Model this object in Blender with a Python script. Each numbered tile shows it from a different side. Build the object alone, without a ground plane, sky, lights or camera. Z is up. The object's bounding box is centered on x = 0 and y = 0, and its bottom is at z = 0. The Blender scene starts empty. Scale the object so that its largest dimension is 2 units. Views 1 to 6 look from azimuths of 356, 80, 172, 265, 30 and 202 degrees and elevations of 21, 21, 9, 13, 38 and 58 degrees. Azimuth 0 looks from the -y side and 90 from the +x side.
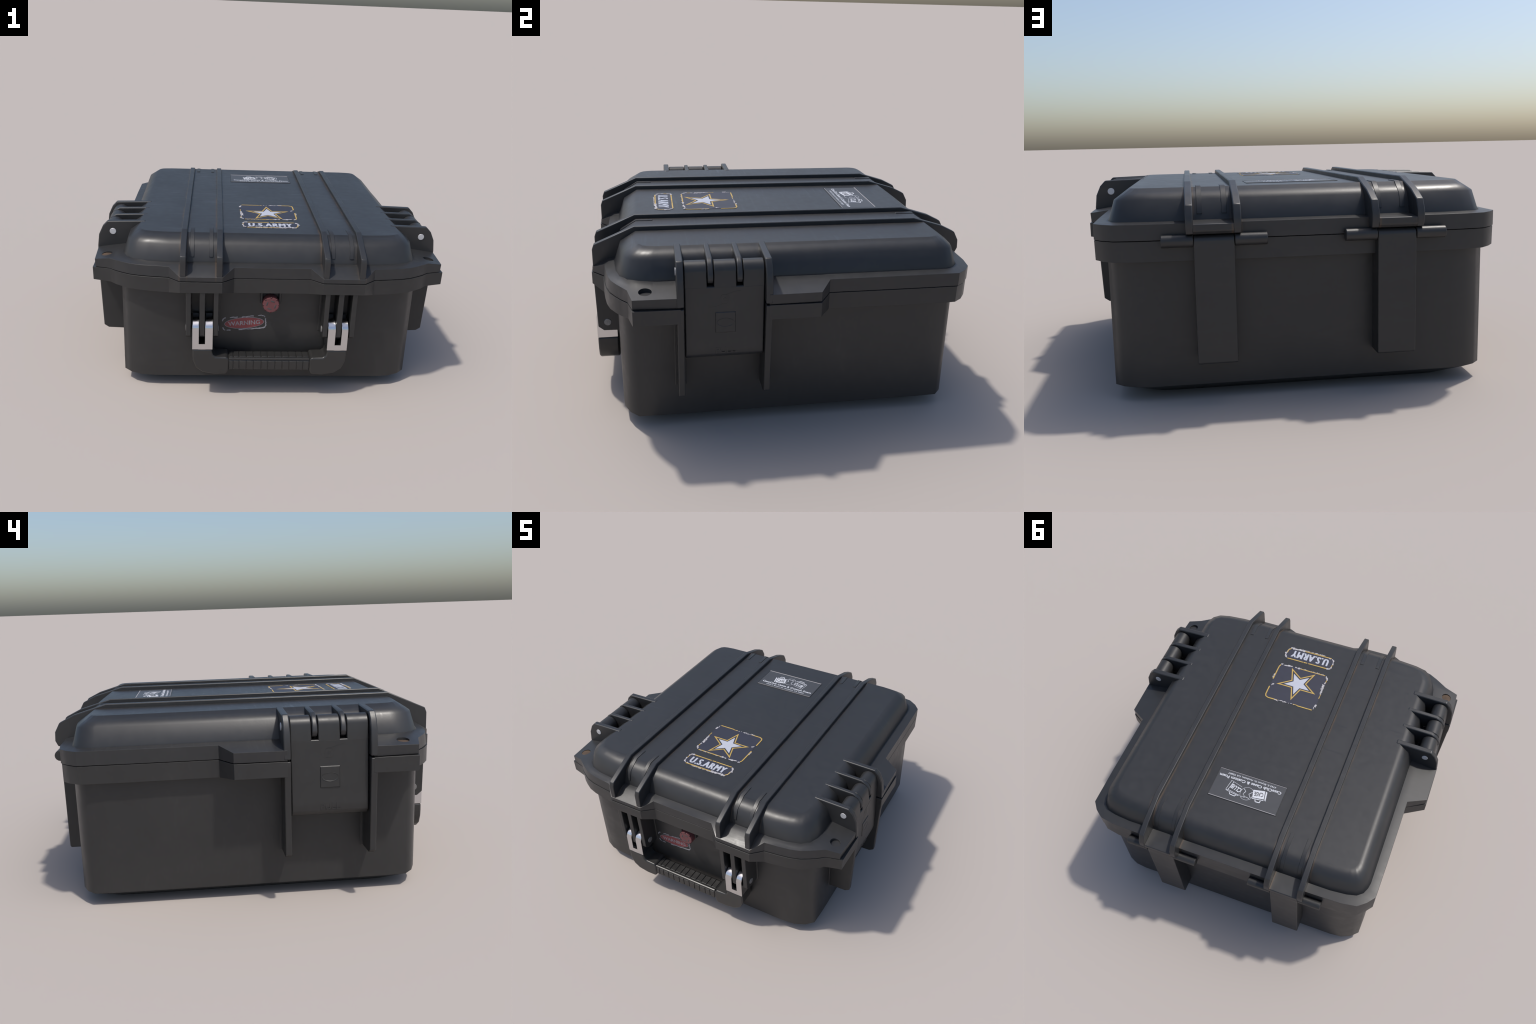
import bpy, bmesh, math, random
from mathutils import Vector, Matrix

random.seed(7)
SC = bpy.context.scene

# ------------------------------------------------------------------ materials
def new_mat(name):
    m = bpy.data.materials.new(name)
    m.use_nodes = True
    nt = m.node_tree
    return m, nt, nt.nodes["Principled BSDF"]

def node(nt, kind, **kw):
    n = nt.nodes.new(kind)
    for k, v in kw.items():
        setattr(n, k, v)
    return n

def mix_rgb(nt, fac, a, b):
    n = node(nt, "ShaderNodeMix", data_type='RGBA')
    for sock, val in ((n.inputs[0], fac), (n.inputs[6], a), (n.inputs[7], b)):
        if hasattr(val, "is_output"):
            nt.links.new(val, sock)
        else:
            sock.default_value = val
    return n.outputs[2]

def math_node(nt, op, a, b=None, clamp=False):
    n = node(nt, "ShaderNodeMath", operation=op, use_clamp=clamp)
    for sock, val in zip(n.inputs, (a, b)):
        if val is None:
            continue
        if hasattr(val, "is_output"):
            nt.links.new(val, sock)
        else:
            sock.default_value = val
    return n.outputs[0]

def noise(nt, vec, scale, detail=4.0, rough=0.55):
    n = node(nt, "ShaderNodeTexNoise")
    n.inputs["Scale"].default_value = scale
    n.inputs["Detail"].default_value = detail
    n.inputs["Roughness"].default_value = rough
    nt.links.new(vec, n.inputs["Vector"])
    return n.outputs["Fac"]

def ramp(nt, fac, stops):
    n = node(nt, "ShaderNodeValToRGB")
    els = n.color_ramp.elements
    while len(els) < len(stops):
        els.new(0.5)
    for e, (p, c) in zip(els, stops):
        e.position = p
        e.color = (c, c, c, 1)
    nt.links.new(fac, n.inputs[0])
    return n.outputs[0]

def plastic(name, dark, light, rough=0.42, dust_lines=False):
    """scuffed injection-moulded polymer: mottled grey, uneven gloss, fine pebble grain"""
    m, nt, b = new_mat(name)
    co = node(nt, "ShaderNodeTexCoord").outputs["Object"]
    big = ramp(nt, noise(nt, co, 2.3, 5), [(0.3, 0.0), (0.7, 1.0)])
    fine = ramp(nt, noise(nt, co, 22, 6, 0.65), [(0.35, 0.0), (0.75, 1.0)])
    col = mix_rgb(nt, big, dark, light)
    col = mix_rgb(nt, math_node(nt, 'MULTIPLY', fine, 0.22), col, tuple(c * 1.5 for c in light[:3]) + (1,))
    if dust_lines:
        # brown grime lying along the feet of the lid ribs
        sep = node(nt, "ShaderNodeSeparateXYZ")
        nt.links.new(co, sep.inputs[0])
        ax = math_node(nt, 'ABSOLUTE', sep.outputs[0])
        mask = None
        for edge in (0.271, 0.311, 0.468, 0.508):
            d = math_node(nt, 'ABSOLUTE', math_node(nt, 'SUBTRACT', ax, edge))
            k = math_node(nt, 'SUBTRACT', 1.0, math_node(nt, 'DIVIDE', d, 0.007), clamp=True)
            mask = k if mask is None else math_node(nt, 'MAXIMUM', mask, k)
        streak = ramp(nt, noise(nt, co, 6.0, 3), [(0.42, 0.0), (0.62, 1.0)])
        mask = math_node(nt, 'MULTIPLY', math_node(nt, 'MULTIPLY', mask, streak), 0.55)
        col = mix_rgb(nt, mask, col, (0.10, 0.062, 0.033, 1))
    nt.links.new(col, b.inputs["Base Color"])
    rg = math_node(nt, 'ADD', math_node(nt, 'MULTIPLY', fine, 0.07), rough)
    rg = math_node(nt, 'ADD', rg, math_node(nt, 'MULTIPLY', big, -0.05))
    # long faint rub marks, glossier than the skin around them
    mp = node(nt, "ShaderNodeMapping")
    mp.inputs["Rotation"].default_value = (0.2, 0.3, 0.6)
    mp.inputs["Scale"].default_value = (2.0, 26.0, 9.0)
    nt.links.new(co, mp.inputs["Vector"])
    rub = ramp(nt, noise(nt, mp.outputs[0], 1.6, 5, 0.6), [(0.54, 0.0), (0.70, 1.0)])
    rub = math_node(nt, 'MULTIPLY', rub, big)
    rg = math_node(nt, 'SUBTRACT', rg, math_node(nt, 'MULTIPLY', rub, 0.10))
    col = mix_rgb(nt, math_node(nt, 'MULTIPLY', rub, 0.25), col, tuple(c * 1.6 for c in light[:3]) + (1,))
    nt.links.new(col, b.inputs["Base Color"])
    nt.links.new(rg, b.inputs["Roughness"])
    b.inputs["Specular IOR Level"].default_value = 0.5
    bp = node(nt, "ShaderNodeBump")
    bp.inputs["Strength"].default_value = 0.03
    bp.inputs["Distance"].default_value = 0.004
    nt.links.new(noise(nt, co, 130, 3), bp.inputs["Height"])
    nt.links.new(bp.outputs[0], b.inputs["Normal"])
    return m

def simple(name, color, rough=0.5, metal=0.0, vary=0.12, scale=25, spec=0.5):
    m, nt, b = new_mat(name)
    co = node(nt, "ShaderNodeTexCoord").outputs["Object"]
    f = ramp(nt, noise(nt, co, scale, 5), [(0.3, 0.0), (0.7, 1.0)])
    lo = tuple(c * (1 - vary) for c in color) + (1,)
    hi = tuple(min(1, c * (1 + vary)) for c in color) + (1,)
    nt.links.new(mix_rgb(nt, f, lo, hi), b.inputs["Base Color"])
    b.inputs["Roughness"].default_value = rough
    b.inputs["Metallic"].default_value = metal
    b.inputs["Specular IOR Level"].default_value = spec
    return m

M_LID = plastic("lid_polymer", (0.0205, 0.0208, 0.0217, 1), (0.0258, 0.026, 0.0268, 1), 0.41, True)
M_BODY = plastic("body_polymer", (0.0198, 0.0196, 0.0194, 1), (0.0248, 0.0245, 0.0242, 1), 0.42)
M_GRIP = plastic("grip_rubber", (0.0195, 0.0192, 0.0186, 1), (0.026, 0.0252, 0.024, 1), 0.38)
M_METAL = simple("brushed_steel", (0.64, 0.635, 0.64), 0.2, 1.0, 0.02, 30)
M_RIVET = simple("rivet_steel", (0.62, 0.62, 0.63), 0.45, 0.4, 0.06, 60)
M_PIN = simple("dull_pin_steel", (0.22, 0.215, 0.21), 0.5, 0.3, 0.3, 60)
M_DARK = simple("pocket_black", (0.006, 0.006, 0.006), 0.7)
M_RED = simple("red_knob_plastic", (0.135, 0.043, 0.046), 0.55)
M_REDDARK = simple("red_knob_notch", (0.05, 0.010, 0.012), 0.5)
M_SLIT = simple("knob_slit_grey", (0.045, 0.05, 0.052), 0.6)
M_SIGN = simple("sign_red", (0.20, 0.042, 0.045), 0.55, 0, 0.15)
M_SIGNWHITE = simple("sign_white", (0.24, 0.235, 0.255), 0.55, 0, 0.25, 40)
M_NAVY = simple("badge_navy", (0.0265, 0.0272, 0.0415), 0.5, 0, 0.06)
M_GOLD = simple("badge_gold", (0.45, 0.30, 0.075), 0.5, 0, 0.10)
M_SILVER = simple("badge_silver", (0.43, 0.445, 0.50), 0.45, 0, 0.03)
M_CHIP = simple("badge_worn_edge", (0.40, 0.38, 0.385), 0.6, 0, 0.25, 60)
M_PLATE = simple("plate_grey", (0.052, 0.053, 0.0565), 0.42, 0, 0.06)
M_PLATETEXT = simple("plate_print", (0.55, 0.56, 0.59), 0.5, 0, 0.05)
M_PAINTEDGLINT = simple("plate_painted_glint", (0.38, 0.36, 0.36), 0.45, 0.1, 0.05)
M_DIRT = simple("hole_dirt", (0.085, 0.055, 0.034), 0.8, 0, 0.3)

# ------------------------------------------------------------------ mesh tools
def obj_from_bm(bm, name, mat, parent):
    bmesh.ops.recalc_face_normals(bm, faces=bm.faces)
    me = bpy.data.meshes.new(name)
    bm.to_mesh(me)
    bm.free()
    ob = bpy.data.objects.new(name, me)
    SC.collection.objects.link(ob)
    me.materials.append(mat)
    ob.parent = parent
    return ob

def finish(ob, bevel=0.0, seg=2, angle=32, smooth=38, weighted=True):
    """bevel, smooth by angle, weighted normals - all applied into the mesh"""
    me = ob.data
    for p in me.polygons:
        p.use_smooth = True
    me.set_sharp_from_angle(angle=math.radians(smooth))
    if bevel:
        md = ob.modifiers.new("b", 'BEVEL')
        md.width = bevel
        md.segments = seg
        md.limit_method = 'ANGLE'
        md.angle_limit = math.radians(angle)
        md.harden_normals = True
        md.use_clamp_overlap = True
    if weighted:
        md = ob.modifiers.new("w", 'WEIGHTED_NORMAL')
        md.keep_sharp = True
        md.weight = 50
    dg = bpy.context.evaluated_depsgraph_get()
    dg.update()
    new = bpy.data.meshes.new_from_object(ob.evaluated_get(dg), preserve_all_data_layers=False, depsgraph=dg)
    new.name = me.name
    ob.modifiers.clear()
    ob.data = new
    bpy.data.meshes.remove(me)
    return ob

def add_loft(bm, rings, cap0=True, cap1=True):
    vs = [[bm.verts.new(p) for p in r] for r in rings]
    n = len(rings[0])
    for a, b in zip(vs, vs[1:]):
        for i in range(n):
            bm.faces.new((a[i], a[(i + 1) % n], b[(i + 1) % n], b[i]))
    if cap0:
        bm.faces.new(vs[0])
    if cap1:
        bm.faces.new(vs[-1])

def add_prism(bm, prof, axis, a, b):
    """extrude a 2D profile along an axis; prof holds the other two coordinates in xyz order"""
    def p3(u, v, t):
        q = [u, v]
        q.insert("xyz".index(axis), t)
        return q
    add_loft(bm, [[p3(u, v, a) for u, v in prof], [p3(u, v, b) for u, v in prof]])

def prism(name, mat, parent, prof, axis, spans, bevel=0.004, **kw):
    bm = bmesh.new()
    for a, b in spans:
        add_prism(bm, prof, axis, a, b)
    return finish(obj_from_bm(bm, name, mat, parent), bevel, **kw)

def box_prof(u0, u1, v0, v1):
    return [(u0, v0), (u1, v0), (u1, v1), (u0, v1)]

def arc(cx, cy, r, a0, a1, n):
    return [(cx + r * math.cos(math.radians(a0 + (a1 - a0) * i / n)),
             cy + r * math.sin(math.radians(a0 + (a1 - a0) * i / n))) for i in range(n + 1)]

def mirror_copy(ob, sx=-1, dx=0.0):
    c = ob.copy()
    SC.collection.objects.link(c)
    c.scale.x = sx
    c.location.x = dx
    for ch in ob.children:
        k = ch.copy()
        SC.collection.objects.link(k)
        k.parent = c
    return c

def shift_copy(ob, **d):
    c = ob.copy()
    SC.collection.objects.link(c)
    for k, v in d.items():
        setattr(c.location, k, v)
    return c

def empty(name, parent=None):
    e = bpy.data.objects.new(name, None)
    SC.collection.objects.link(e)
    e.parent = parent
    return e

def text_mesh(name, body, mat, parent, u0, u1, v0, v1, put, depth=0.0008, bold=0.0, shear=0.0, spacing=1.0):
    """built-in font lettering, fitted into the box u0..u1, v0..v1 and placed by put(u, v, h)"""
    cu = bpy.data.curves.new(name, 'FONT')
    cu.body = body
    cu.extrude = 0.05
    cu.offset = bold
    cu.shear = shear
    cu.space_character = spacing
    cu.resolution_u = 3
    tmp = bpy.data.objects.new(name, cu)
    SC.collection.objects.link(tmp)
    dg = bpy.context.evaluated_depsgraph_get()
    dg.update()
    me = bpy.data.meshes.new_from_object(tmp.evaluated_get(dg))
    me.name = name
    bpy.data.objects.remove(tmp)
    bpy.data.curves.remove(cu)
    xs = [v.co.x for v in me.vertices]
    ys = [v.co.y for v in me.vertices]
    x0, x1, y0, y1 = min(xs), max(xs), min(ys), max(ys)
    for v in me.vertices:
        u = u0 + (v.co.x - x0) / (x1 - x0) * (u1 - u0)
        w = v0 + (v.co.y - y0) / (y1 - y0) * (v1 - v0)
        v.co = put(u, w, depth if v.co.z > 0 else -depth)
    me.materials.clear()
    me.materials.append(mat)
    ob = bpy.data.objects.new(name, me)
    SC.collection.objects.link(ob)
    ob.parent = parent
    return ob

# ------------------------------------------------------------------ the case
case = empty("hard_case")
case["label"] = "black rugged plastic equipment case with latches and ribbed lid"
case["category"] = "carrying case"

# ---- outlines -----------------------------------------------------------
# right half of the flange seen from above: (x, y, z of the lid's rim, z of the base rim's underside)
HALF = [
    (0.105, -0.907, 0.775, 0.628), (0.211, -0.906, 0.775, 0.627), (0.276, -0.963, 0.737, 0.650), (0.504, -0.963, 0.737, 0.650),
    (0.567, -0.899, 0.773, 0.627), (0.650, -0.889, 0.773, 0.628), (0.720, -0.878, 0.772, 0.630), (0.777, -0.861, 0.772, 0.631),
    (0.826, -0.834, 0.772, 0.632), (0.864, -0.809, 0.772, 0.633), (0.900, -0.785, 0.772, 0.634), (0.984, -0.763, 0.758, 0.638),
    (0.993, -0.570, 0.761, 0.640), (0.996, -0.552, 0.761, 0.640), (0.900, -0.551, 0.776, 0.630),
    (0.898, -0.152, 0.777, 0.630), (0.999, -0.151, 0.761, 0.640), (0.995, 0.092, 0.761, 0.640),
    (0.894, 0.155, 0.779, 0.628), (0.892, 0.560, 0.780, 0.626), (0.889, 0.750, 0.780, 0.626),
    (0.888, 0.806, 0.780, 0.627), (0.852, 0.852, 0.780, 0.626), (0.800, 0.890, 0.780, 0.625), (0.715, 0.904, 0.780, 0.624),
    (0.560, 0.908, 0.780, 0.624), (0.240, 0.912, 0.780, 0.624),
]
# the left flange runs about a centimetre further in behind its latch
OUT = HALF + [(-x + (0.006 if y > 0.14 and x > 0.85 else 0.0), y, a, b) for x, y, a, b in reversed(HALF)]

CORNER_LID = [(0.0, -0.17), (-0.008, -0.12), (-0.030, -0.068), (-0.074, -0.031), (-0.15, -0.012), (-0.28, 0.0)]
CORNER_BOX = [(0.0, -0.19), (-0.004, -0.078), (-0.047, -0.036), (-0.110, -0.008), (-0.19, 0.0)]

def corner_ring(hx, hy0, hy1, z, corner, k=1.0, bow=0.0, rear=0.72):
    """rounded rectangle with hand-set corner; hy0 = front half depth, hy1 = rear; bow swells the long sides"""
    q = [(hx + dx * k, dy * k) for dx, dy in corner]
    ring = [(x, -(hy0 + d)) for x, d in q][::-1]
    y0, y1 = ring[-1][1], hy1 + q[0][1] * rear
    ring += [(hx, y0 + (y1 - y0) * t) for t in (0.25, 0.5, 0.75)]
    ring += [(hx + dx * k * rear, hy1 + dy * k * rear) for dx, dy in corner]
    xf = ring[0][0]
    ring = [(xf * t, -hy0) for t in (0.0, 0.33, 0.66)] + ring + [(xf * t, hy1) for t in (0.66, 0.33)]
    ring = ring + [(0.0, hy1)] + [(-x, y) for x, y in reversed(ring) if x > 1e-6]
    out = []
    for x, y in ring:
        if y > 0 and abs(y) / hy1 > abs(x) / hx:
            out.append((x, y, z))
            continue
        fx, fy = abs(x) / hx, abs(y) / (hy1 if y > 0 else hy0)
        if fx > fy:
            x += math.copysign(bow * max(0.0, 1 - fy * fy), x)
        else:
            y += math.copysign(bow * max(0.0, 1 - fx * fx), y)
        out.append((x, y, z))
    return out

def nominal(x, y, hx, hy0, hy1):
    """nearest point on the plain rounded rim rectangle"""
    cx = max(-hx + 0.10, min(hx - 0.10, x))
    cy = max(-hy0 + 0.10, min(hy1 - 0.10, y))
    dx, dy = x - cx, y - cy
    if abs(x) < hx - 0.10:
        return x, (-hy0 if y < 0 else hy1)
    if -hy0 + 0.10 < y < hy1 - 0.10:
        return math.copysign(hx, x), y
    l = math.hypot(dx, dy)
    return cx + dx / l * 0.10, cy + dy / l * 0.10

# ---- base: walls, chamfered bottom, rim -----------------------------------
SEAM_B, SEAM_L = 0.7095, 0.7130
BOW = 0.013
bm = bmesh.new()
add_loft(bm, [
    corner_ring(0.716, 0.718, 0.724, 0.0, CORNER_BOX, 0.75, 0.0, 1.0),
    corner_ring(0.839, 0.837, 0.855, 0.066, CORNER_BOX, 1.0, 0.003, 0.92),
    corner_ring(0.840, 0.838, 0.857, 0.718, CORNER_BOX, 1.0, BOW, 1.0),
])
base_shell = finish(obj_from_bm(bm, "base_shell", M_BODY, case), 0, smooth=50)

bm = bmesh.new()
inner, under, low, high, lip = [], [], [], [], []
for x, y, zt, zb in OUT:
    nx, ny = nominal(x, y, 0.815, 0.815, 0.82)
    g = 1.014 if abs(y) < 0.82 and abs(x) > 0.95 else 1.0
    if zt < 0.74:
        g, y = 1.0, y - 0.005
    gy = -0.004 if y > 0.6 else (-0.010 if y < -0.79 and zt > 0.74 and 0.5 < abs(x) < 0.9 else 0.0)
    inner.append((nx, ny, 0.621 if zb < 0.645 else 0.64))
    low.append((min(1.0, max(-1.0, x * g * 0.998)), y + gy, zb - 0.002))
    high.append((min(1.0, max(-1.0, x * g)), y + gy, SEAM_B))
    lip.append((nx, ny, SEAM_B))
add_loft(bm, [inner, low, high, lip])
base_rim = finish(obj_from_bm(bm, "rim", M_BODY, base_shell), 0.005, 2, smooth=42)

# ---- lid: rim skirt and domed top -------------------------------------------
lid = empty("lid", case)
bm = bmesh.new()
under, edge_low, edge_top, mid, foot = [], [], [], [], []
for x, y, zt, zb in OUT:
    ux, uy = nominal(x, y, 0.82, 0.82, 0.82)
    under.append((ux, uy, SEAM_L))
    k = 0.997 if abs(x) > 0.95 else 1.0
    edge_low.append((x * k, y - (0.006 if y < -0.79 and zt > 0.74 and 0.5 < abs(x) < 0.9 else 0.0), SEAM_L))
    edge_top.append((x, y, zt))
    fx, fy = nominal(x, y, 0.815, 0.83, 0.83)
    if zt < 0.74:
        mx, my, mz = x, -0.893, 0.7785
    elif zt < 0.77:
        mx, my, mz = math.copysign(0.880, x), y + (0.012 if y < -0.7 else 0.0), 0.778
    else:
        mx, my, mz = fx + (x - fx) * 0.6, fy + (y - fy) * 0.6, zt + 0.004
    mid.append((mx, my, mz))
    foot.append((fx, fy, 0.787))
add_loft(bm, [under, edge_low, edge_top, mid, foot])
lid_rim = obj_from_bm(bm, "lid_rim", M_LID, lid)
# padlock holes through the two front ears
cut = bmesh.new()
for sx in (-1, 1):
    bmesh.ops.create_cone(cut, cap_ends=True, segments=24, radius1=0.030, radius2=0.030, depth=0.08,
                          matrix=Matrix.Translation((sx * 0.923, -0.705, 0.775)))
cutter = obj_from_bm(cut, "cutter", M_LID, None)
md = lid_rim.modifiers.new("h", 'BOOLEAN')
md.object = cutter
md.solver = 'EXACT'
finish(lid_rim, 0.0045, 2, smooth=42)
bpy.data.objects.remove(cutter)
for sx, z, mat in ((1, 0.750, M_LID), (-1, 0.757, M_DIRT)):
    bm = bmesh.new()
    bmesh.ops.create_cone(bm, cap_ends=True, segments=24, radius1=0.0305, radius2=0.0305, depth=0.012,
                          matrix=Matrix.Translation((sx * 0.923, -0.705, z)))
    obj_from_bm(bm, "hole_floor", mat, lid)

bm = bmesh.new()
add_loft(bm, [
    corner_ring(0.834, 0.853, 0.855, 0.770, CORNER_LID),
    corner_ring(0.834, 0.853, 0.855, 0.786, CORNER_LID),
    corner_ring(0.829, 0.848, 0.850, 0.792, CORNER_LID),
    corner_ring(0.805, 0.821, 0.826, 0.873, CORNER_LID, 0.86),
    corner_ring(0.741, 0.745, 0.757, 0.9200, CORNER_LID, 0.55),
])
lid_dome = finish(obj_from_bm(bm, "lid_dome", M_LID, lid), 0, smooth=60)

# ribs over the lid: side view (y, z)
RIB = [(-0.9605, 0.736), (-0.9605, 0.826), (-0.951, 0.852), (-0.752, 0.9405), (0.703, 0.942), (0.865, 0.894),
       (0.941, 0.857), (0.966, 0.811), (0.969, 0.766), (0.956, 0.738), (0.84, 0.738), (0.70, 0.89), (-0.70, 0.89), (-0.84, 0.742)]
rib = prism("lid_rib", M_LID, lid, RIB, 'x', [(-0.016, 0.016)], 0.004)
rib.location.x = 0.291
for x in (0.488, -0.291, -0.488):
    shift_copy(rib, x=x)

# raised flat runners between the ribs, wrapping over the dome edge
def runner_profile(s, ytop, yk, yb):
    line = [(s * 0.66, 0.918), (s * ytop, 0.918), (s * yk, 0.871), (s * yb, 0.812)]
    out = [(s * 0.66, 0.9232), (s * (ytop + 0.002), 0.9232), (s * (yk + 0.0032), 0.8745), (s * (yb + 0.0045), 0.812)]
    return line + out[::-1]
first = True
for s, prof in ((-1, runner_profile(-1, 0.744, 0.821, 0.842)), (1, runner_profile(1, 0.756, 0.824, 0.843))):
    r0 = prism("runner", M_LID, lid, prof, 'x', [(-0.011, 0.011)], 0.0008, seg=1, angle=60, smooth=60)
    r0.location.x = 0.338
    for x in (0.443, -0.338, -0.443):
        shift_copy(r0, x=x)

# hinge tongues at the lid's rear
TONGUE = [(0.83, 0.789), (0.967, 0.781), (0.967, 0.752), (0.952, 0.737), (0.83, 0.737)]
t = prism("hinge_tongue", M_LID, lid, TONGUE, 'x', [(0.304, 0.475)], 0.004)
mirror_copy(t)

# ---- latch brackets on the lid -----------------------------------------------
PLATE = [(0.70, 0.90), (0.722, 0.9225), (0.938, 0.9165), (0.966, 0.887), (0.989, 0.836), (0.9965, 0.770), (0.9985, 0.7165), (0.83, 0.7165)]
FRONT_P, REAR_P = (-0.568, -0.536), (-0.167, -0.135)
for a, b in (FRONT_P, REAR_P):
    p = prism("latch_bracket", M_LID, lid, PLATE, 'y', [(a, b)], 0.005)
    mirror_copy(p)
FIN = [(0.70, 0.90), (0.722, 0.9215), (0.905, 0.9165), (0.940, 0.895), (0.961, 0.862), (0.966, 0.832), (0.955, 0.812), (0.92, 0.80), (0.82, 0.80)]
for a, b in ((-0.429, -0.403), (-0.296, -0.270)):
    f = prism("latch_fin", M_LID, lid, FIN, 'y', [(a, b)], 0.006, seg=3)
    mirror_copy(f)
# rivet heads of the latch axle
bm = bmesh.new()
for y in (-0.5675, -0.1355):
    bmesh.ops.create_cone(bm, cap_ends=True, segments=20, radius1=0.0185, radius2=0.0185, depth=0.006,
                          matrix=Matrix.Translation((0.908, y, 0.857)) @ Matrix.Rotation(math.pi / 2, 4, 'X'))
ax = finish(obj_from_bm(bm, "axle_rivet", M_RIVET, lid), 0.0015, 2)
mirror_copy(ax)

# ---- latches ---------------------------------------------------------------------
latch = empty("latch", case)
HEAD = [(0.868, 0.79)] + arc(0.907, 0.856, 0.049, 200, 10, 10) + [(0.9605, 0.82), (0.963, 0.79)]
BODY = [(0.885, 0.797), (0.9625, 0.797), (0.967, 0.640), (0.9695, 0.500), (0.9695, 0.482), (0.965, 0.4575), (0.945, 0.436), (0.880, 0.431), (0.88, 0.50)]
lb = prism("latch_plate", M_BODY, latch, BODY, 'y', [(-0.5325, -0.1700)], 0.005)
prism("latch_knuckle", M_BODY, latch, HEAD, 'y', [(-0.5325, -0.432), (-0.400, -0.299), (-0.267, -0.1700)], 0.004)

def side_put(u, v, h):            # u along +y, v up, h outwards on the right-hand face
    x = 0.9625 + (0.797 - v) * 0.0225
    return Vector((x + h, u, v))
def side_put_mirror(u, v, h):     # lettering for the left latch, mirrored so that it reads after the flip
    return side_put(-0.70 - u, v, h)

def latch_relief(parent, put, sign):
    bm = bmesh.new()
    # square button with a shallow oval
    c = (-0.349, 0.6225)
    rings = []
    for k, h in ((1.0, -0.003), (1.0, 0.0012), (0.94, 0.0045)):
        rings.append([put(c[0] + k * sx * 0.0465, c[1] + k * sz * 0.051, h) for sx, sz in ((-1, -1), (1, -1), (1, 1), (-1, 1))])
    add_loft(bm, rings)
    n = 28
    rings = []
    for k, h in ((1.10, 0.003), (1.04, 0.0056), (0.96, 0.0056), (0.86, 0.0036)):
        rings.append([put(c[0] + k * 0.038 * math.cos(2 * math.pi * i / n), c[1] + k * 0.021 * math.sin(2 * math.pi * i / n), h) for i in range(n)])
    add_loft(bm, rings, False, False)
    finish(obj_from_bm(bm, "button_relief", M_BODY, parent), 0)
    text_mesh("latch_lettering", "PULL", M_BODY, parent, -0.393, -0.303, 0.467, 0.496, put, 0.0011)
    # cyclone mark: eye, ring and two trailing arms
    bm = bmesh.new()
    def ribbon(pts, w=0.0014, h=0.0009):
        for (a, b), (c2, d) in zip(pts, pts[1:]):
            l = math.hypot(c2 - a, d - b) or 1
            ox, oz = -(d - b) / l * w, (c2 - a) / l * w
            lo = [put(a + ox, b + oz, -0.002), put(c2 + ox, d + oz, -0.002), put(c2 - ox, d - oz, -0.002), put(a - ox, b - oz, -0.002)]
            hi = [put(a + ox, b + oz, h), put(c2 + ox, d + oz, h), put(c2 - ox, d - oz, h), put(a - ox, b - oz, h)]
            add_loft(bm, [lo, hi])
    e = (-0.352, 0.735)
    ribbon([(e[0] + 0.021 * math.cos(t * 0.3), e[1] + 0.024 * math.sin(t * 0.3)) for t in range(22)])
    ribbon([(e[0] + 0.006 * math.cos(t * 0.7), e[1] + 0.007 * math.sin(t * 0.7)) for t in range(10)])
    for s in (1, -1):
        ribbon([(e[0] + sign * s * (0.004 + 0.068 * q), e[1] + s * (0.020 + 0.019 * math.sin(q * 1.5))) for q in (0, .15, .3, .5, .75, 1)])
    finish(obj_from_bm(bm, "cyclone_mark", M_BODY, parent), 0)

latch_left = mirror_copy(latch)
latch_relief(latch, side_put, 1)
latch_relief(latch_left, side_put_mirror, 1)

# ---- latch legs on the base ---------------------------------------------------------
LEG = [(0.82, 0.232), (0.953, 0.237), (0.980, 0.255), (0.996, 0.615), (0.9995, 0.645), (0.9998, 0.7075), (0.82, 0.7075)]
FOOT = [(0.82, 0.232), (0.846, 0.236), (0.848, 0.63), (0.82, 0.63)]
for a, b in (FRONT_P, REAR_P):
    g = prism("latch_leg", M_BODY, base_shell, LEG, 'y', [(a + 0.001, b - 0.001)], 0.004)
    mirror_copy(g)
    f = prism("leg_root", M_BODY, base_shell, FOOT, 'y', [(a - 0.012, b + 0.012)], 0.004)
    mirror_copy(f)

b = prism("latch_seat", M_BODY, base_shell, [(0.82, 0.435), (0.935, 0.440), (0.935, 0.7065), (0.82, 0.7065)], 'y', [(-0.537, -0.166)], 0.003)
mirror_copy(b)

# ---- hinge straps and pins at the rear ------------------------------------------------
STRAP = [(0.83, 0.184), (0.947, 0.184), (0.9525, 0.194), (0.9535, 0.69)] + arc(0.926, 0.706, 0.0275, 0, 90, 5) + [(0.83, 0.733)]
s = prism("hinge_strap", M_BODY, base_shell, STRAP, 'x', [(0.3045, 0.4725)], 0.003)
mirror_copy(s)
s = prism("strap_root", M_BODY, base_shell, [(0.82, 0.20), (0.852, 0.205), (0.853, 0.63), (0.82, 0.63)], 'x', [(0.292, 0.485)], 0.004)
mirror_copy(s)
bm = bmesh.new()
for x0, x1 in ((0.166, 0.3025), (0.4745, 0.606)):
    add_prism(bm, arc(0.9315, 0.7095, 0.0265, 0, 360 - 22.5, 15), 'x', x0, x1)
p = finish(obj_from_bm(bm, "hinge_pin", M_BODY, base_shell), 0.003, 2, angle=50, smooth=50)
mirror_copy(p)

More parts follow.
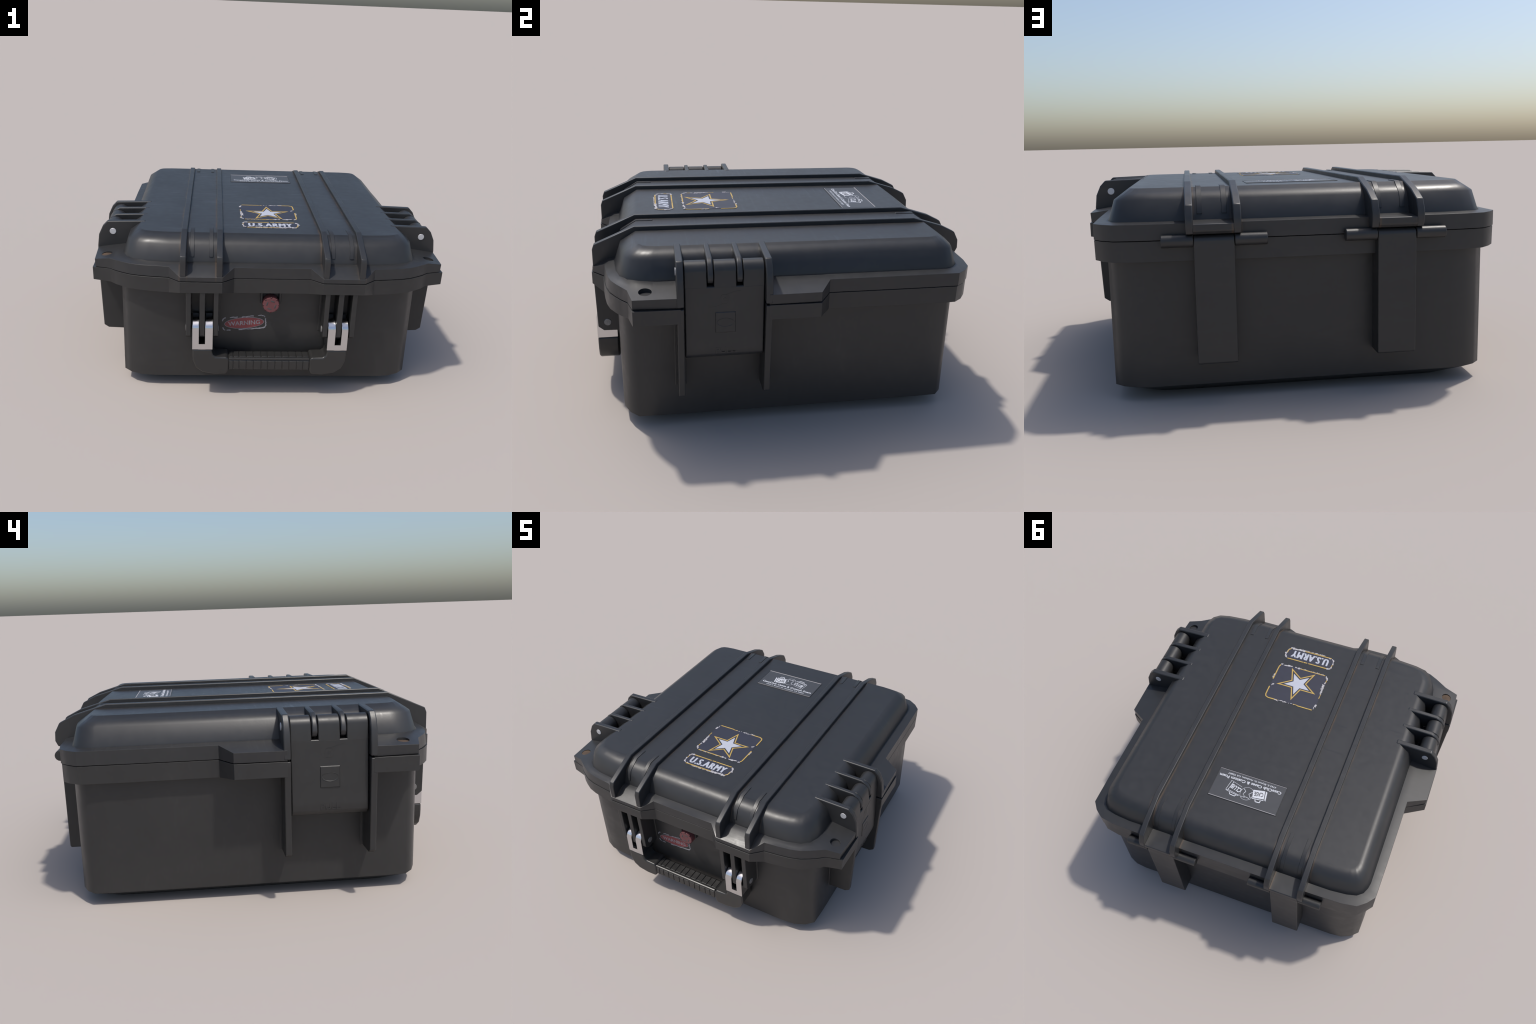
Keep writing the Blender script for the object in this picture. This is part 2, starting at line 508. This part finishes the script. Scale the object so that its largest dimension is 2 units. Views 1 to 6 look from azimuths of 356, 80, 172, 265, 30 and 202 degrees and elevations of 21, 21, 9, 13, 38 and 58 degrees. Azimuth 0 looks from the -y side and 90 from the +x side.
# ---- handle brackets: three uprights per side --------------------------------------------
UPRIGHT = [(-0.82, 0.362), (-0.930, 0.364), (-0.9575, 0.387), (-0.964, 0.655), (-0.90, 0.66), (-0.82, 0.66)]
SPANS = [(0.2925, 0.3195), (0.3665, 0.3965), (0.443, 0.470)]
u = None
for a, b in SPANS:
    u = prism("handle_upright", M_BODY, base_shell, UPRIGHT, 'x', [(a, b)], 0.003)
    mirror_copy(u)
s = prism("upright_root", M_BODY, base_shell, [(-0.82, 0.365), (-0.848, 0.37), (-0.850, 0.63), (-0.82, 0.63)], 'x', [(0.281, 0.4815)], 0.004)
mirror_copy(s)
bm = bmesh.new()
for x in (0.2925, 0.470):
    bmesh.ops.create_cone(bm, cap_ends=True, segments=20, radius1=0.019, radius2=0.019, depth=0.006,
                          matrix=Matrix.Translation((x, -0.908, 0.412)) @ Matrix.Rotation(math.pi / 2, 4, 'Y'))
p = finish(obj_from_bm(bm, "handle_pin", M_PIN, base_shell), 0.002, 2)
mirror_copy(p)

# ---- carrying handle ----------------------------------------------------------------------
handle = empty("handle", case)
ARM = [(0.3225, 0.3050), (0.434, 0.3050), (0.4355, 0.270), (0.432, 0.233), (0.413, 0.188), (0.375, 0.160), (0.308, 0.147), (0.243, 0.1485),
       (0.2295, 0.173), (0.2275, 0.242), (0.240, 0.256), (0.303, 0.257), (0.318, 0.269), (0.3235, 0.290)]
bm = bmesh.new()
add_loft(bm, [[(x, y, z) for x, z in ARM] for y in (-0.9665, -0.858)])
a = finish(obj_from_bm(bm, "handle_arm", M_GRIP, handle), 0.010, 3, angle=40, smooth=45)
mirror_copy(a)
# steel fork on top of each arm
FORK = [(-0.9675, 0.3385), (-0.9675, 0.428), (-0.957, 0.452), (-0.932, 0.472), (-0.900, 0.482), (-0.862, 0.482), (-0.862, 0.3385)]
bm = bmesh.new()
for x0, x1 in ((0.3215, 0.3645), (0.3985, 0.4350)):
    add_prism(bm, [(y, z if z > 0.34 else 0.3050) for y, z in FORK], 'x', x0, x1)
f = finish(obj_from_bm(bm, "steel_fork", M_METAL, handle), 0.002, 2)
bm = bmesh.new()
add_prism(bm, box_prof(-0.9670, -0.862, 0.3052, 0.3387), 'x', 0.3620, 0.4010)
g = obj_from_bm(bm, "fork_bridge", M_METAL, handle)
mirror_copy(g)
mirror_copy(f)
# grip core and moulded ribs
CORE = [(-0.9625, 0.186), (-0.9625, 0.236), (-0.948, 0.2465), (-0.876, 0.2465), (-0.864, 0.236), (-0.862, 0.186), (-0.880, 0.170), (-0.945, 0.168)]
prism("grip", M_GRIP, handle, CORE, 'x', [(-0.232, 0.232)], 0.006, angle=20)
prism("grip_bar", M_GRIP, handle, [(-0.9645, 0.239), (-0.9655, 0.249), (-0.958, 0.2525), (-0.947, 0.248), (-0.948, 0.239)], 'x', [(-0.2285, 0.2285)], 0.0015)
edges = [-0.2265, -0.203, -0.170, -0.129, -0.089, -0.045, -0.008, 0.033, 0.074, 0.113, 0.156, 0.192, 0.2265]
bm = bmesh.new()
for a0, b0 in zip(edges, edges[1:]):
    a0, b0 = a0 + 0.0022, b0 - 0.0022
    add_prism(bm, [(-0.947, 0.240), (-0.945, 0.2515), (-0.884, 0.2515), (-0.866, 0.240)], 'x', a0, b0)
    add_prism(bm, [(-0.955, 0.178), (-0.9660, 0.181), (-0.9660, 0.234), (-0.955, 0.236)], 'x', a0, b0)
finish(obj_from_bm(bm, "grip_ridges", M_GRIP, handle), 0.002, 2)
handle.children[-1]["kind"] = "stuff"

# ---- pressure valve knob with its pocket ---------------------------------------------------
prism("valve_pocket", M_BODY, base_shell, box_prof(-0.872, -0.82, 0.548, 0.640), 'x', [(-0.0575, -0.0455), (0.0455, 0.0575)], 0.003)
knob = empty("valve_knob", case)
bm = bmesh.new()
n = 18
rings = []
for r, y in ((0.044, -0.83), (0.0475, -0.855), (0.0475, -0.893), (0.0445, -0.902), (0.040, -0.9035)):
    rings.append([(r * math.cos(2 * math.pi * i / n), y, 0.552 + r * math.sin(2 * math.pi * i / n)) for i in range(n)])
add_loft(bm, rings)
finish(obj_from_bm(bm, "knob_cap", M_RED, knob), 0, smooth=40)
bm = bmesh.new()
for i in range(8):
    a = math.radians(90 + 45 * i)
    bmesh.ops.create_uvsphere(bm, u_segments=10, v_segments=6, radius=0.0065,
                              matrix=Matrix.Translation((0.0425 * math.cos(a), -0.8985, 0.552 + 0.0425 * math.sin(a))))
finish(obj_from_bm(bm, "knob_notch", M_REDDARK, knob), 0)
slit = None
for i in range(4):
    a = math.radians(70 + 90 * i)
    if slit is None:
        bm = bmesh.new()
        add_prism(bm, box_prof(-0.011, 0.011, -0.0035, 0.0035), 'y', -0.9045, -0.90)
        # prism profile is (x, z)
        slit = finish(obj_from_bm(bm, "knob_slit", M_SLIT, knob), 0.001, 1)
        ob = slit
    else:
        ob = shift_copy(slit)
    ob.location = (0.024 * math.cos(a), 0, 0.552 + 0.024 * math.sin(a))
    ob.rotation_euler = (0, -(a + math.pi / 2), 0)

# ---- decals ----------------------------------------------------------------------------------
def top_put(u, v, h):
    return Vector((u, v, 0.9205 + h))
ANG = math.radians(5.0)
def wall_put(u, v, h):
    cx, cz = -0.1435, 0.4135
    u0, v0 = u - cx, v - cz
    x = cx + u0 * math.cos(ANG) - v0 * math.sin(ANG)
    return Vector((x, -0.8380 - (0.003 + 0.53 * (BOW - 0.003)) * (1 - (x / 0.839) ** 2) - h, cz + u0 * math.sin(ANG) + v0 * math.cos(ANG)))

def slab(bm, pts, put, h0, h1):
    add_loft(bm, [[put(u, v, h0) for u, v in pts], [put(u, v, h1) for u, v in pts]])

def rect_path(x0, x1, y0, y1, r):
    pts = []
    for cx, cy, a in ((x1 - r, y0 + r, -90), (x1 - r, y1 - r, 0), (x0 + r, y1 - r, 90), (x0 + r, y0 + r, 180)):
        pts += arc(cx, cy, r, a, a + 90, 4)
    return pts

def ragged(pts, step, amp, rnd):
    """resample a closed outline and roughen it"""
    out = []
    for (a, b), (c, d) in zip(pts, pts[1:] + pts[:1]):
        l = math.hypot(c - a, d - b)
        k = max(1, int(l / step))
        for i in range(k):
            t = i / k
            nx, ny = (d - b) / (l or 1), -(c - a) / (l or 1)
            j = rnd.uniform(-amp, amp * 0.3)
            out.append((a + (c - a) * t + nx * j, b + (d - b) * t + ny * j))
    return out

def stroke(bm, pts, width, put, h0, h1, rnd, jag=0.0, step=0.006):
    """band along an open line, its edges optionally torn"""
    line = []
    for (a, b), (c, d) in zip(pts, pts[1:]):
        l = math.hypot(c - a, d - b)
        k = max(1, int(l / step))
        line += [(a + (c - a) * i / k, b + (d - b) * i / k) for i in range(k)]
    line.append(pts[-1])
    left, right = [], []
    for i, (a, b) in enumerate(line):
        p, q = line[max(0, i - 1)], line[min(len(line) - 1, i + 1)]
        l = math.hypot(q[0] - p[0], q[1] - p[1]) or 1
        nx, ny = -(q[1] - p[1]) / l, (q[0] - p[0]) / l
        w1 = width * 0.5 * (1 + rnd.uniform(-jag, jag))
        w2 = width * 0.5 * (1 + rnd.uniform(-jag, jag))
        left.append((a + nx * w1, b + ny * w1))
        right.append((a - nx * w2, b - ny * w2))
    lift = rnd.random() * 0.0003
    for i in range(len(line) - 1):
        slab(bm, [left[i], left[i + 1], right[i + 1], right[i]], put, h0, h1 + lift + (i % 2) * 0.00004)

def chips(bm, pts, put, h0, h1, rnd, size=0.006, density=170, spread=0.004, prob=0.75):
    """torn white flecks scattered along a line"""
    for (a, b), (c, d) in zip(pts, pts[1:]):
        l = math.hypot(c - a, d - b)
        nx, ny = -(d - b) / l, (c - a) / l
        for i in range(max(1, int(l * density))):
            if rnd.random() > prob:
                continue
            t, o = rnd.random(), rnd.uniform(-spread, spread)
            x, y = a + (c - a) * t + nx * o, b + (d - b) * t + ny * o
            s = size * rnd.uniform(0.5, 1.7)
            e = rnd.uniform(0.35, 0.8)
            m = rnd.randint(5, 7)
            ph = math.atan2(d - b, c - a) + rnd.uniform(-0.6, 0.6)
            poly = []
            for j in range(m):
                g = 2 * math.pi * j / m
                r = s * rnd.uniform(0.6, 1.0)
                px, py = r * math.cos(g), r * e * math.sin(g)
                poly.append((x + px * math.cos(ph) - py * math.sin(ph), y + px * math.sin(ph) + py * math.cos(ph)))
            slab(bm, poly, put, h0, h1 + rnd.random() * 0.0006)

def star(cx, cy, R, inner=0.385, rot=90):
    return [(cx + (R if i % 2 == 0 else R * inner) * math.cos(math.radians(rot + 36 * i)),
             cy + (R if i % 2 == 0 else R * inner) * math.sin(math.radians(rot + 36 * i))) for i in range(10)]

rnd = random.Random(11)
badge = empty("star_badge", case)
bm = bmesh.new()
slab(bm, ragged(rect_path(-0.167, 0.171, -0.489, -0.192, 0.026), 0.008, 0.003, rnd), top_put, -0.001, 0.0006)
slab(bm, ragged(rect_path(-0.160, 0.165, -0.643, -0.544, 0.024), 0.008, 0.003, rnd), top_put, -0.001, 0.0006)
obj_from_bm(bm, "badge_field", M_NAVY, badge)
bm = bmesh.new()
so, si = star(0.002, -0.362, 0.1395), star(0.002, -0.362, 0.1165)
for i in range(10):
    j = (i + 1) % 10
    slab(bm, [so[i], so[j], si[j], si[i]], top_put, 0.0, 0.0012)
obj_from_bm(bm, "star_outline", M_GOLD, badge)
bm = bmesh.new()
sv = [bm.verts.new(top_put(u, v, 0.0013)) for u, v in star(0.002, -0.3615, 0.0895, 0.40)]
bm.faces.new(sv)
sv2 = bmesh.ops.extrude_face_region(bm, geom=bm.faces[:])
for v in [g for g in sv2["geom"] if isinstance(g, bmesh.types.BMVert)]:
    v.co.z -= 0.0015
obj_from_bm(bm, "star", M_SILVER, badge)

# gold border of both panels, broken where it is worn away
x0, x1, y0, y1 = -0.164, 0.169, -0.4865, -0.1945
bm = bmesh.new()
W = 0.0070
for pts, w, jag in (
    ([(x0 + 0.012, y1), (-0.055, y1)], W, .15), ([(-0.055, y1 - .002), (-0.022, y1 - .004)], W * .6, .4),
    ([(0.082, y1), (x1 - 0.022, y1), (x1 - .006, y1 - .008), (x1, y1 - .024), (x1, -0.285)], W, .15),
    ([(x1 + .001, -0.350), (x1, y0 + 0.024), (x1 - .006, y0 + .008)], W, .15),
    ([(0.030, y0), (-0.09, y0), (-0.142, y0)], W * .9, .25),
    ([(x0, -0.462), (x0 + .002, -0.425)], W * .8, .4), ([(x0, -0.335), (x0 + .001, -0.295)], W * .6, .5),
):
    stroke(bm, pts, w, top_put, 0.0, 0.0011, rnd, jag)
a0, a1, b0, b1 = -0.157, 0.162, -0.640, -0.547
for pts, w, jag in (
    ([(a0 + .022, b1), (-0.004, b1)], W, .15), ([(0.004, b1), (0.028, b1)], W, .3), ([(0.032, b1), (a1 - .018, b1)], W, .2),
    ([(a0 + .022, b0), (0.07, b0)], W, .15), ([(a0 + .005, b1 - .010), (a0, b1 - .03), (a0, b0 + .04)], W * .8, .3),
    ([(a1, b0 + .05), (a1 - .002, b0 + .022), (a1 - .016, b0 + .005)], W * 1.1, .2),
):
    stroke(bm, pts, w, top_put, 0.0, 0.0011, rnd, jag)
obj_from_bm(bm, "badge_border", M_GOLD, badge)

bm = bmesh.new()
H = (0.0, 0.0015)
for pts, size, dens, spread, prob in (
    ([(-0.03, y1), (0.085, y1 - .003)], .006, 220, .003, .75), ([(0.075, y1 + .004), (0.10, y1 + .003)], .006, 220, .002, .9),
    ([(x1 + .002, -0.29), (0.150, -0.310)], .006, 330, .003, .9), ([(x1 + .006, -0.355), (x1 + .006, -0.40)], .005, 200, .002, .8),
    ([(0.03, y0), (0.062, y0)], .007, 350, .003, .95), ([(0.085, y0), (x1 - .006, y0 + .004)], .007, 260, .004, .8),
    ([(-0.13, y0 - .004), (0.03, y0 - .004)], .0035, 170, .002, .7), ([(x0 - .001, y0 + .03), (x0 + .012, y0 + .006)], .007, 300, .003, .95),
    ([(x0 + .002, -0.435), (x0 + .004, -0.330)], .007, 260, .003, .95), ([(x0 + .010, -0.41), (x0 + .008, -0.375)], .009, 240, .004, .9),
    ([(x0 + .002, -0.245), (x0 + .004, -0.205)], .0065, 190, .005, .8),
    ([(a0 - .004, b1 - .03), (a0 + .005, b1 - .006), (a0 + .022, b1 + .001)], .0075, 330, .003, .95),
    ([(a0 - .002, b0 + .05), (a0 + .004, b0 + .012), (a0 + .05, b0 - .001)], .006, 230, .002, .85),
    ([(-0.09, b0 - .008), (0.07, b0 - .007)], .0035, 300, .0012, .9), ([(0.05, b0 - .003), (0.12, b0 + .002), (a1 - .016, b0 - .001)], .0085, 330, .003, .95),
    ([(a1 - .012, b1 - .003), (a1 + .002, b1 - .02), (a1 + .006, b1 - .045)], .0075, 330, .003, .95), ([(a1 + .004, b1 - .05), (a1 - .002, b0 + .015)], .005, 260, .002, .9),
):
    chips(bm, pts, top_put, H[0], H[1], rnd, size, dens, spread, prob)
flecks = obj_from_bm(bm, "worn_flecks", M_CHIP, badge)
flecks["kind"] = "stuff"
# heavy block lettering: strokes thickened by stacking slightly shifted copies into one mesh
bm = bmesh.new()
for k, shift in enumerate((0.0, -0.0018, 0.0018, -0.0034, 0.0034)):
    layer = text_mesh("layer", "U.S.ARMY", M_SILVER, badge, -0.1235 + shift, 0.1265 + shift, -0.6235, -0.5665, top_put, 0.0013 + 0.0001 * k, 0.0, 0.0, 1.16)
    bm.from_mesh(layer.data)
    me = layer.data
    bpy.data.objects.remove(layer)
    bpy.data.meshes.remove(me)
me = bpy.data.meshes.new("badge_lettering")
bm.to_mesh(me)
bm.free()
me.materials.append(M_SILVER)
lettering = bpy.data.objects.new("badge_lettering", me)
SC.collection.objects.link(lettering)
lettering.parent = badge

# warning sign on the front wall
sign = empty("warning_sign", case)
bm = bmesh.new()
n = 40
cx, cz = -0.1435, 0.4135
ell = lambda k, e: [(cx + (0.113 * k + e) * math.cos(2 * math.pi * i / n), cz + (0.0345 * k + e) * math.sin(2 * math.pi * i / n)) for i in range(n)]
slab(bm, ell(1, -0.0022), wall_put, -0.001, 0.0012)
obj_from_bm(bm, "sign_field", M_SIGN, sign)
bm = bmesh.new()
slab(bm, ell(1, 0.0005), wall_put, -0.001, 0.0006)
rnd = random.Random(5)
rim = rect_path(cx - 0.123, cx + 0.123, cz - 0.0395, cz + 0.0395, 0.020)
for i in range(len(rim)):
    a, b = rim[i], rim[(i + 1) % len(rim)]
    if math.hypot(b[0] - a[0], b[1] - a[1]) > 0.05:
        k = 9
        for j in range(k):
            if rnd.random() < 0.84:
                q = lambda t: (a[0] + (b[0] - a[0]) * t, a[1] + (b[1] - a[1]) * t + rnd.uniform(-.002, .002))
                stroke(bm, [q((j + .0) / k), q((j + .97) / k)], 0.0055, wall_put, -0.001, 0.0007, rnd, .6, 0.008)
    elif rnd.random() < 0.75:
        stroke(bm, [a, b], 0.006, wall_put, -0.001, 0.0007, rnd, .5, 0.006)
obj_from_bm(bm, "sign_border", M_SIGNWHITE, sign)
text_mesh("sign_lettering", "WARNING", M_SIGNWHITE, sign, -0.235, -0.053, 0.4005, 0.4275, wall_put, 0.0017, 0.012)

# ---- name plate on the lid ------------------------------------------------------------------
plate = empty("name_plate", case)
bm = bmesh.new()
slab(bm, rect_path(-0.205, 0.216, 0.394, 0.584, 0.004), top_put, -0.001, 0.0010)
obj_from_bm(bm, "plate_field", M_PLATE, plate)
bm = bmesh.new()
for q0, q1 in (((-0.205, 0.388), (0.216, 0.392)), ((-0.210, 0.388), (-0.206, 0.590)), ((0.217, 0.388), (0.221, 0.590)), ((-0.206, 0.5885), (0.217, 0.592))):
    slab(bm, [(q0[0], q0[1]), (q1[0], q0[1]), (q1[0], q1[1]), (q0[0], q1[1])], top_put, -0.001, 0.0022)
finish(obj_from_bm(bm, "plate_frame", M_LID, plate), 0.001, 2)
bm = bmesh.new()
add_prism(bm, [(0.5835, 0.9205), (0.5842, 0.9222), (0.5872, 0.9226), (0.5872, 0.9205)], 'x', -0.205, 0.216)  # pale strips modelled for the sun glint along the panel's bevelled edges
add_prism(bm, [(0.3935, 0.9205), (0.3935, 0.9222), (0.3955, 0.9222), (0.3955, 0.9205)], 'x', -0.205, 0.216)
obj_from_bm(bm, "plate_painted_glint", M_PAINTEDGLINT, plate)
text_mesh("plate_lettering", "CaseClub Cases & Custom Foam", M_PLATETEXT, plate, -0.186, 0.205, 0.4305, 0.4500, top_put, 0.0016, 0.022)
text_mesh("plate_lettering", "4765 E. Bryson St. Anaheim, CA 92807", M_PLATETEXT, plate, -0.145, 0.160, 0.4060, 0.4200, top_put, 0.0014, 0.012)
bm = bmesh.new()
r1 = random.Random(3)
TP, h0, h1 = top_put, 0.0005, 0.0017
# left suitcase: filled face, side strip and carry handle
slab(bm, [(-0.093, 0.458), (-0.024, 0.472), (-0.036, 0.522), (-0.104, 0.512)], TP, h0, h1)
slab(bm, [(-0.108, 0.462), (-0.098, 0.459), (-0.109, 0.515), (-0.118, 0.522)], TP, h0, h1)
stroke(bm, [(-0.106, 0.520), (-0.038, 0.528)], 0.0045, TP, h0, h1, r1, .3)
stroke(bm, [(-0.090, 0.528), (-0.087, 0.541), (-0.062, 0.543), (-0.056, 0.530)], 0.0050, TP, h0, h1, r1, .3)
# right suitcase: line drawing
for pts, w in (([(0.045, 0.478), (0.120, 0.456)], .0016), ([(0.104, 0.462), (0.118, 0.520)], .003), ([(0.120, 0.456), (0.131, 0.522)], .0022),
               ([(0.040, 0.536), (0.118, 0.521)], .0026), ([(0.118, 0.521), (0.131, 0.526)], .0035), ([(0.045, 0.541), (0.125, 0.528)], .0030),
               ([(0.060, 0.541), (0.066, 0.550), (0.098, 0.546), (0.103, 0.535)], .0042)):
    stroke(bm, pts, w, TP, h0, h1, r1, .25)
# globe between them
g = (0.003, 0.510)
stroke(bm, [(g[0] + 0.040 * math.cos(t * 0.21), g[1] + 0.043 * math.sin(t * 0.21)) for t in range(31)], 0.0014, TP, h0, h1, r1)
for pts in ([(-0.026, 0.490), (-0.010, 0.508), (-0.022, 0.528), (-0.034, 0.520)], [(0.030, 0.484), (0.014, 0.498), (0.024, 0.520), (0.008, 0.530), (0.030, 0.538)],
            [(-0.020, 0.536), (0.000, 0.532), (0.016, 0.540)]):
    stroke(bm, pts, 0.0026, TP, h0, h1, r1, .6)
obj_from_bm(bm, "plate_emblem", M_PLATETEXT, plate)
def tilt_put(cx, cy, ang):
    def f(u, v, h):
        return top_put(cx + u * math.cos(ang) - v * math.sin(ang) + 0.16 * 0, cy + u * math.sin(ang) + v * math.cos(ang), h)
    return f
text_mesh("plate_lettering", "CASE", M_PLATE, plate, -0.028, 0.028, -0.0145, 0.0145, tilt_put(-0.064, 0.491, math.radians(9)), 0.0023, 0.015, -0.2)
text_mesh("plate_lettering", "CLUB", M_PLATETEXT, plate, -0.034, 0.034, -0.0155, 0.0155, tilt_put(0.076, 0.498, math.radians(-14)), 0.0019, 0.02, 0.15)

# every mesh without finished normals gets smooth-by-angle shading
for ob in SC.objects:
    if ob.type == 'MESH' and not ob.data.materials:
        ob.data.materials.append(M_BODY)
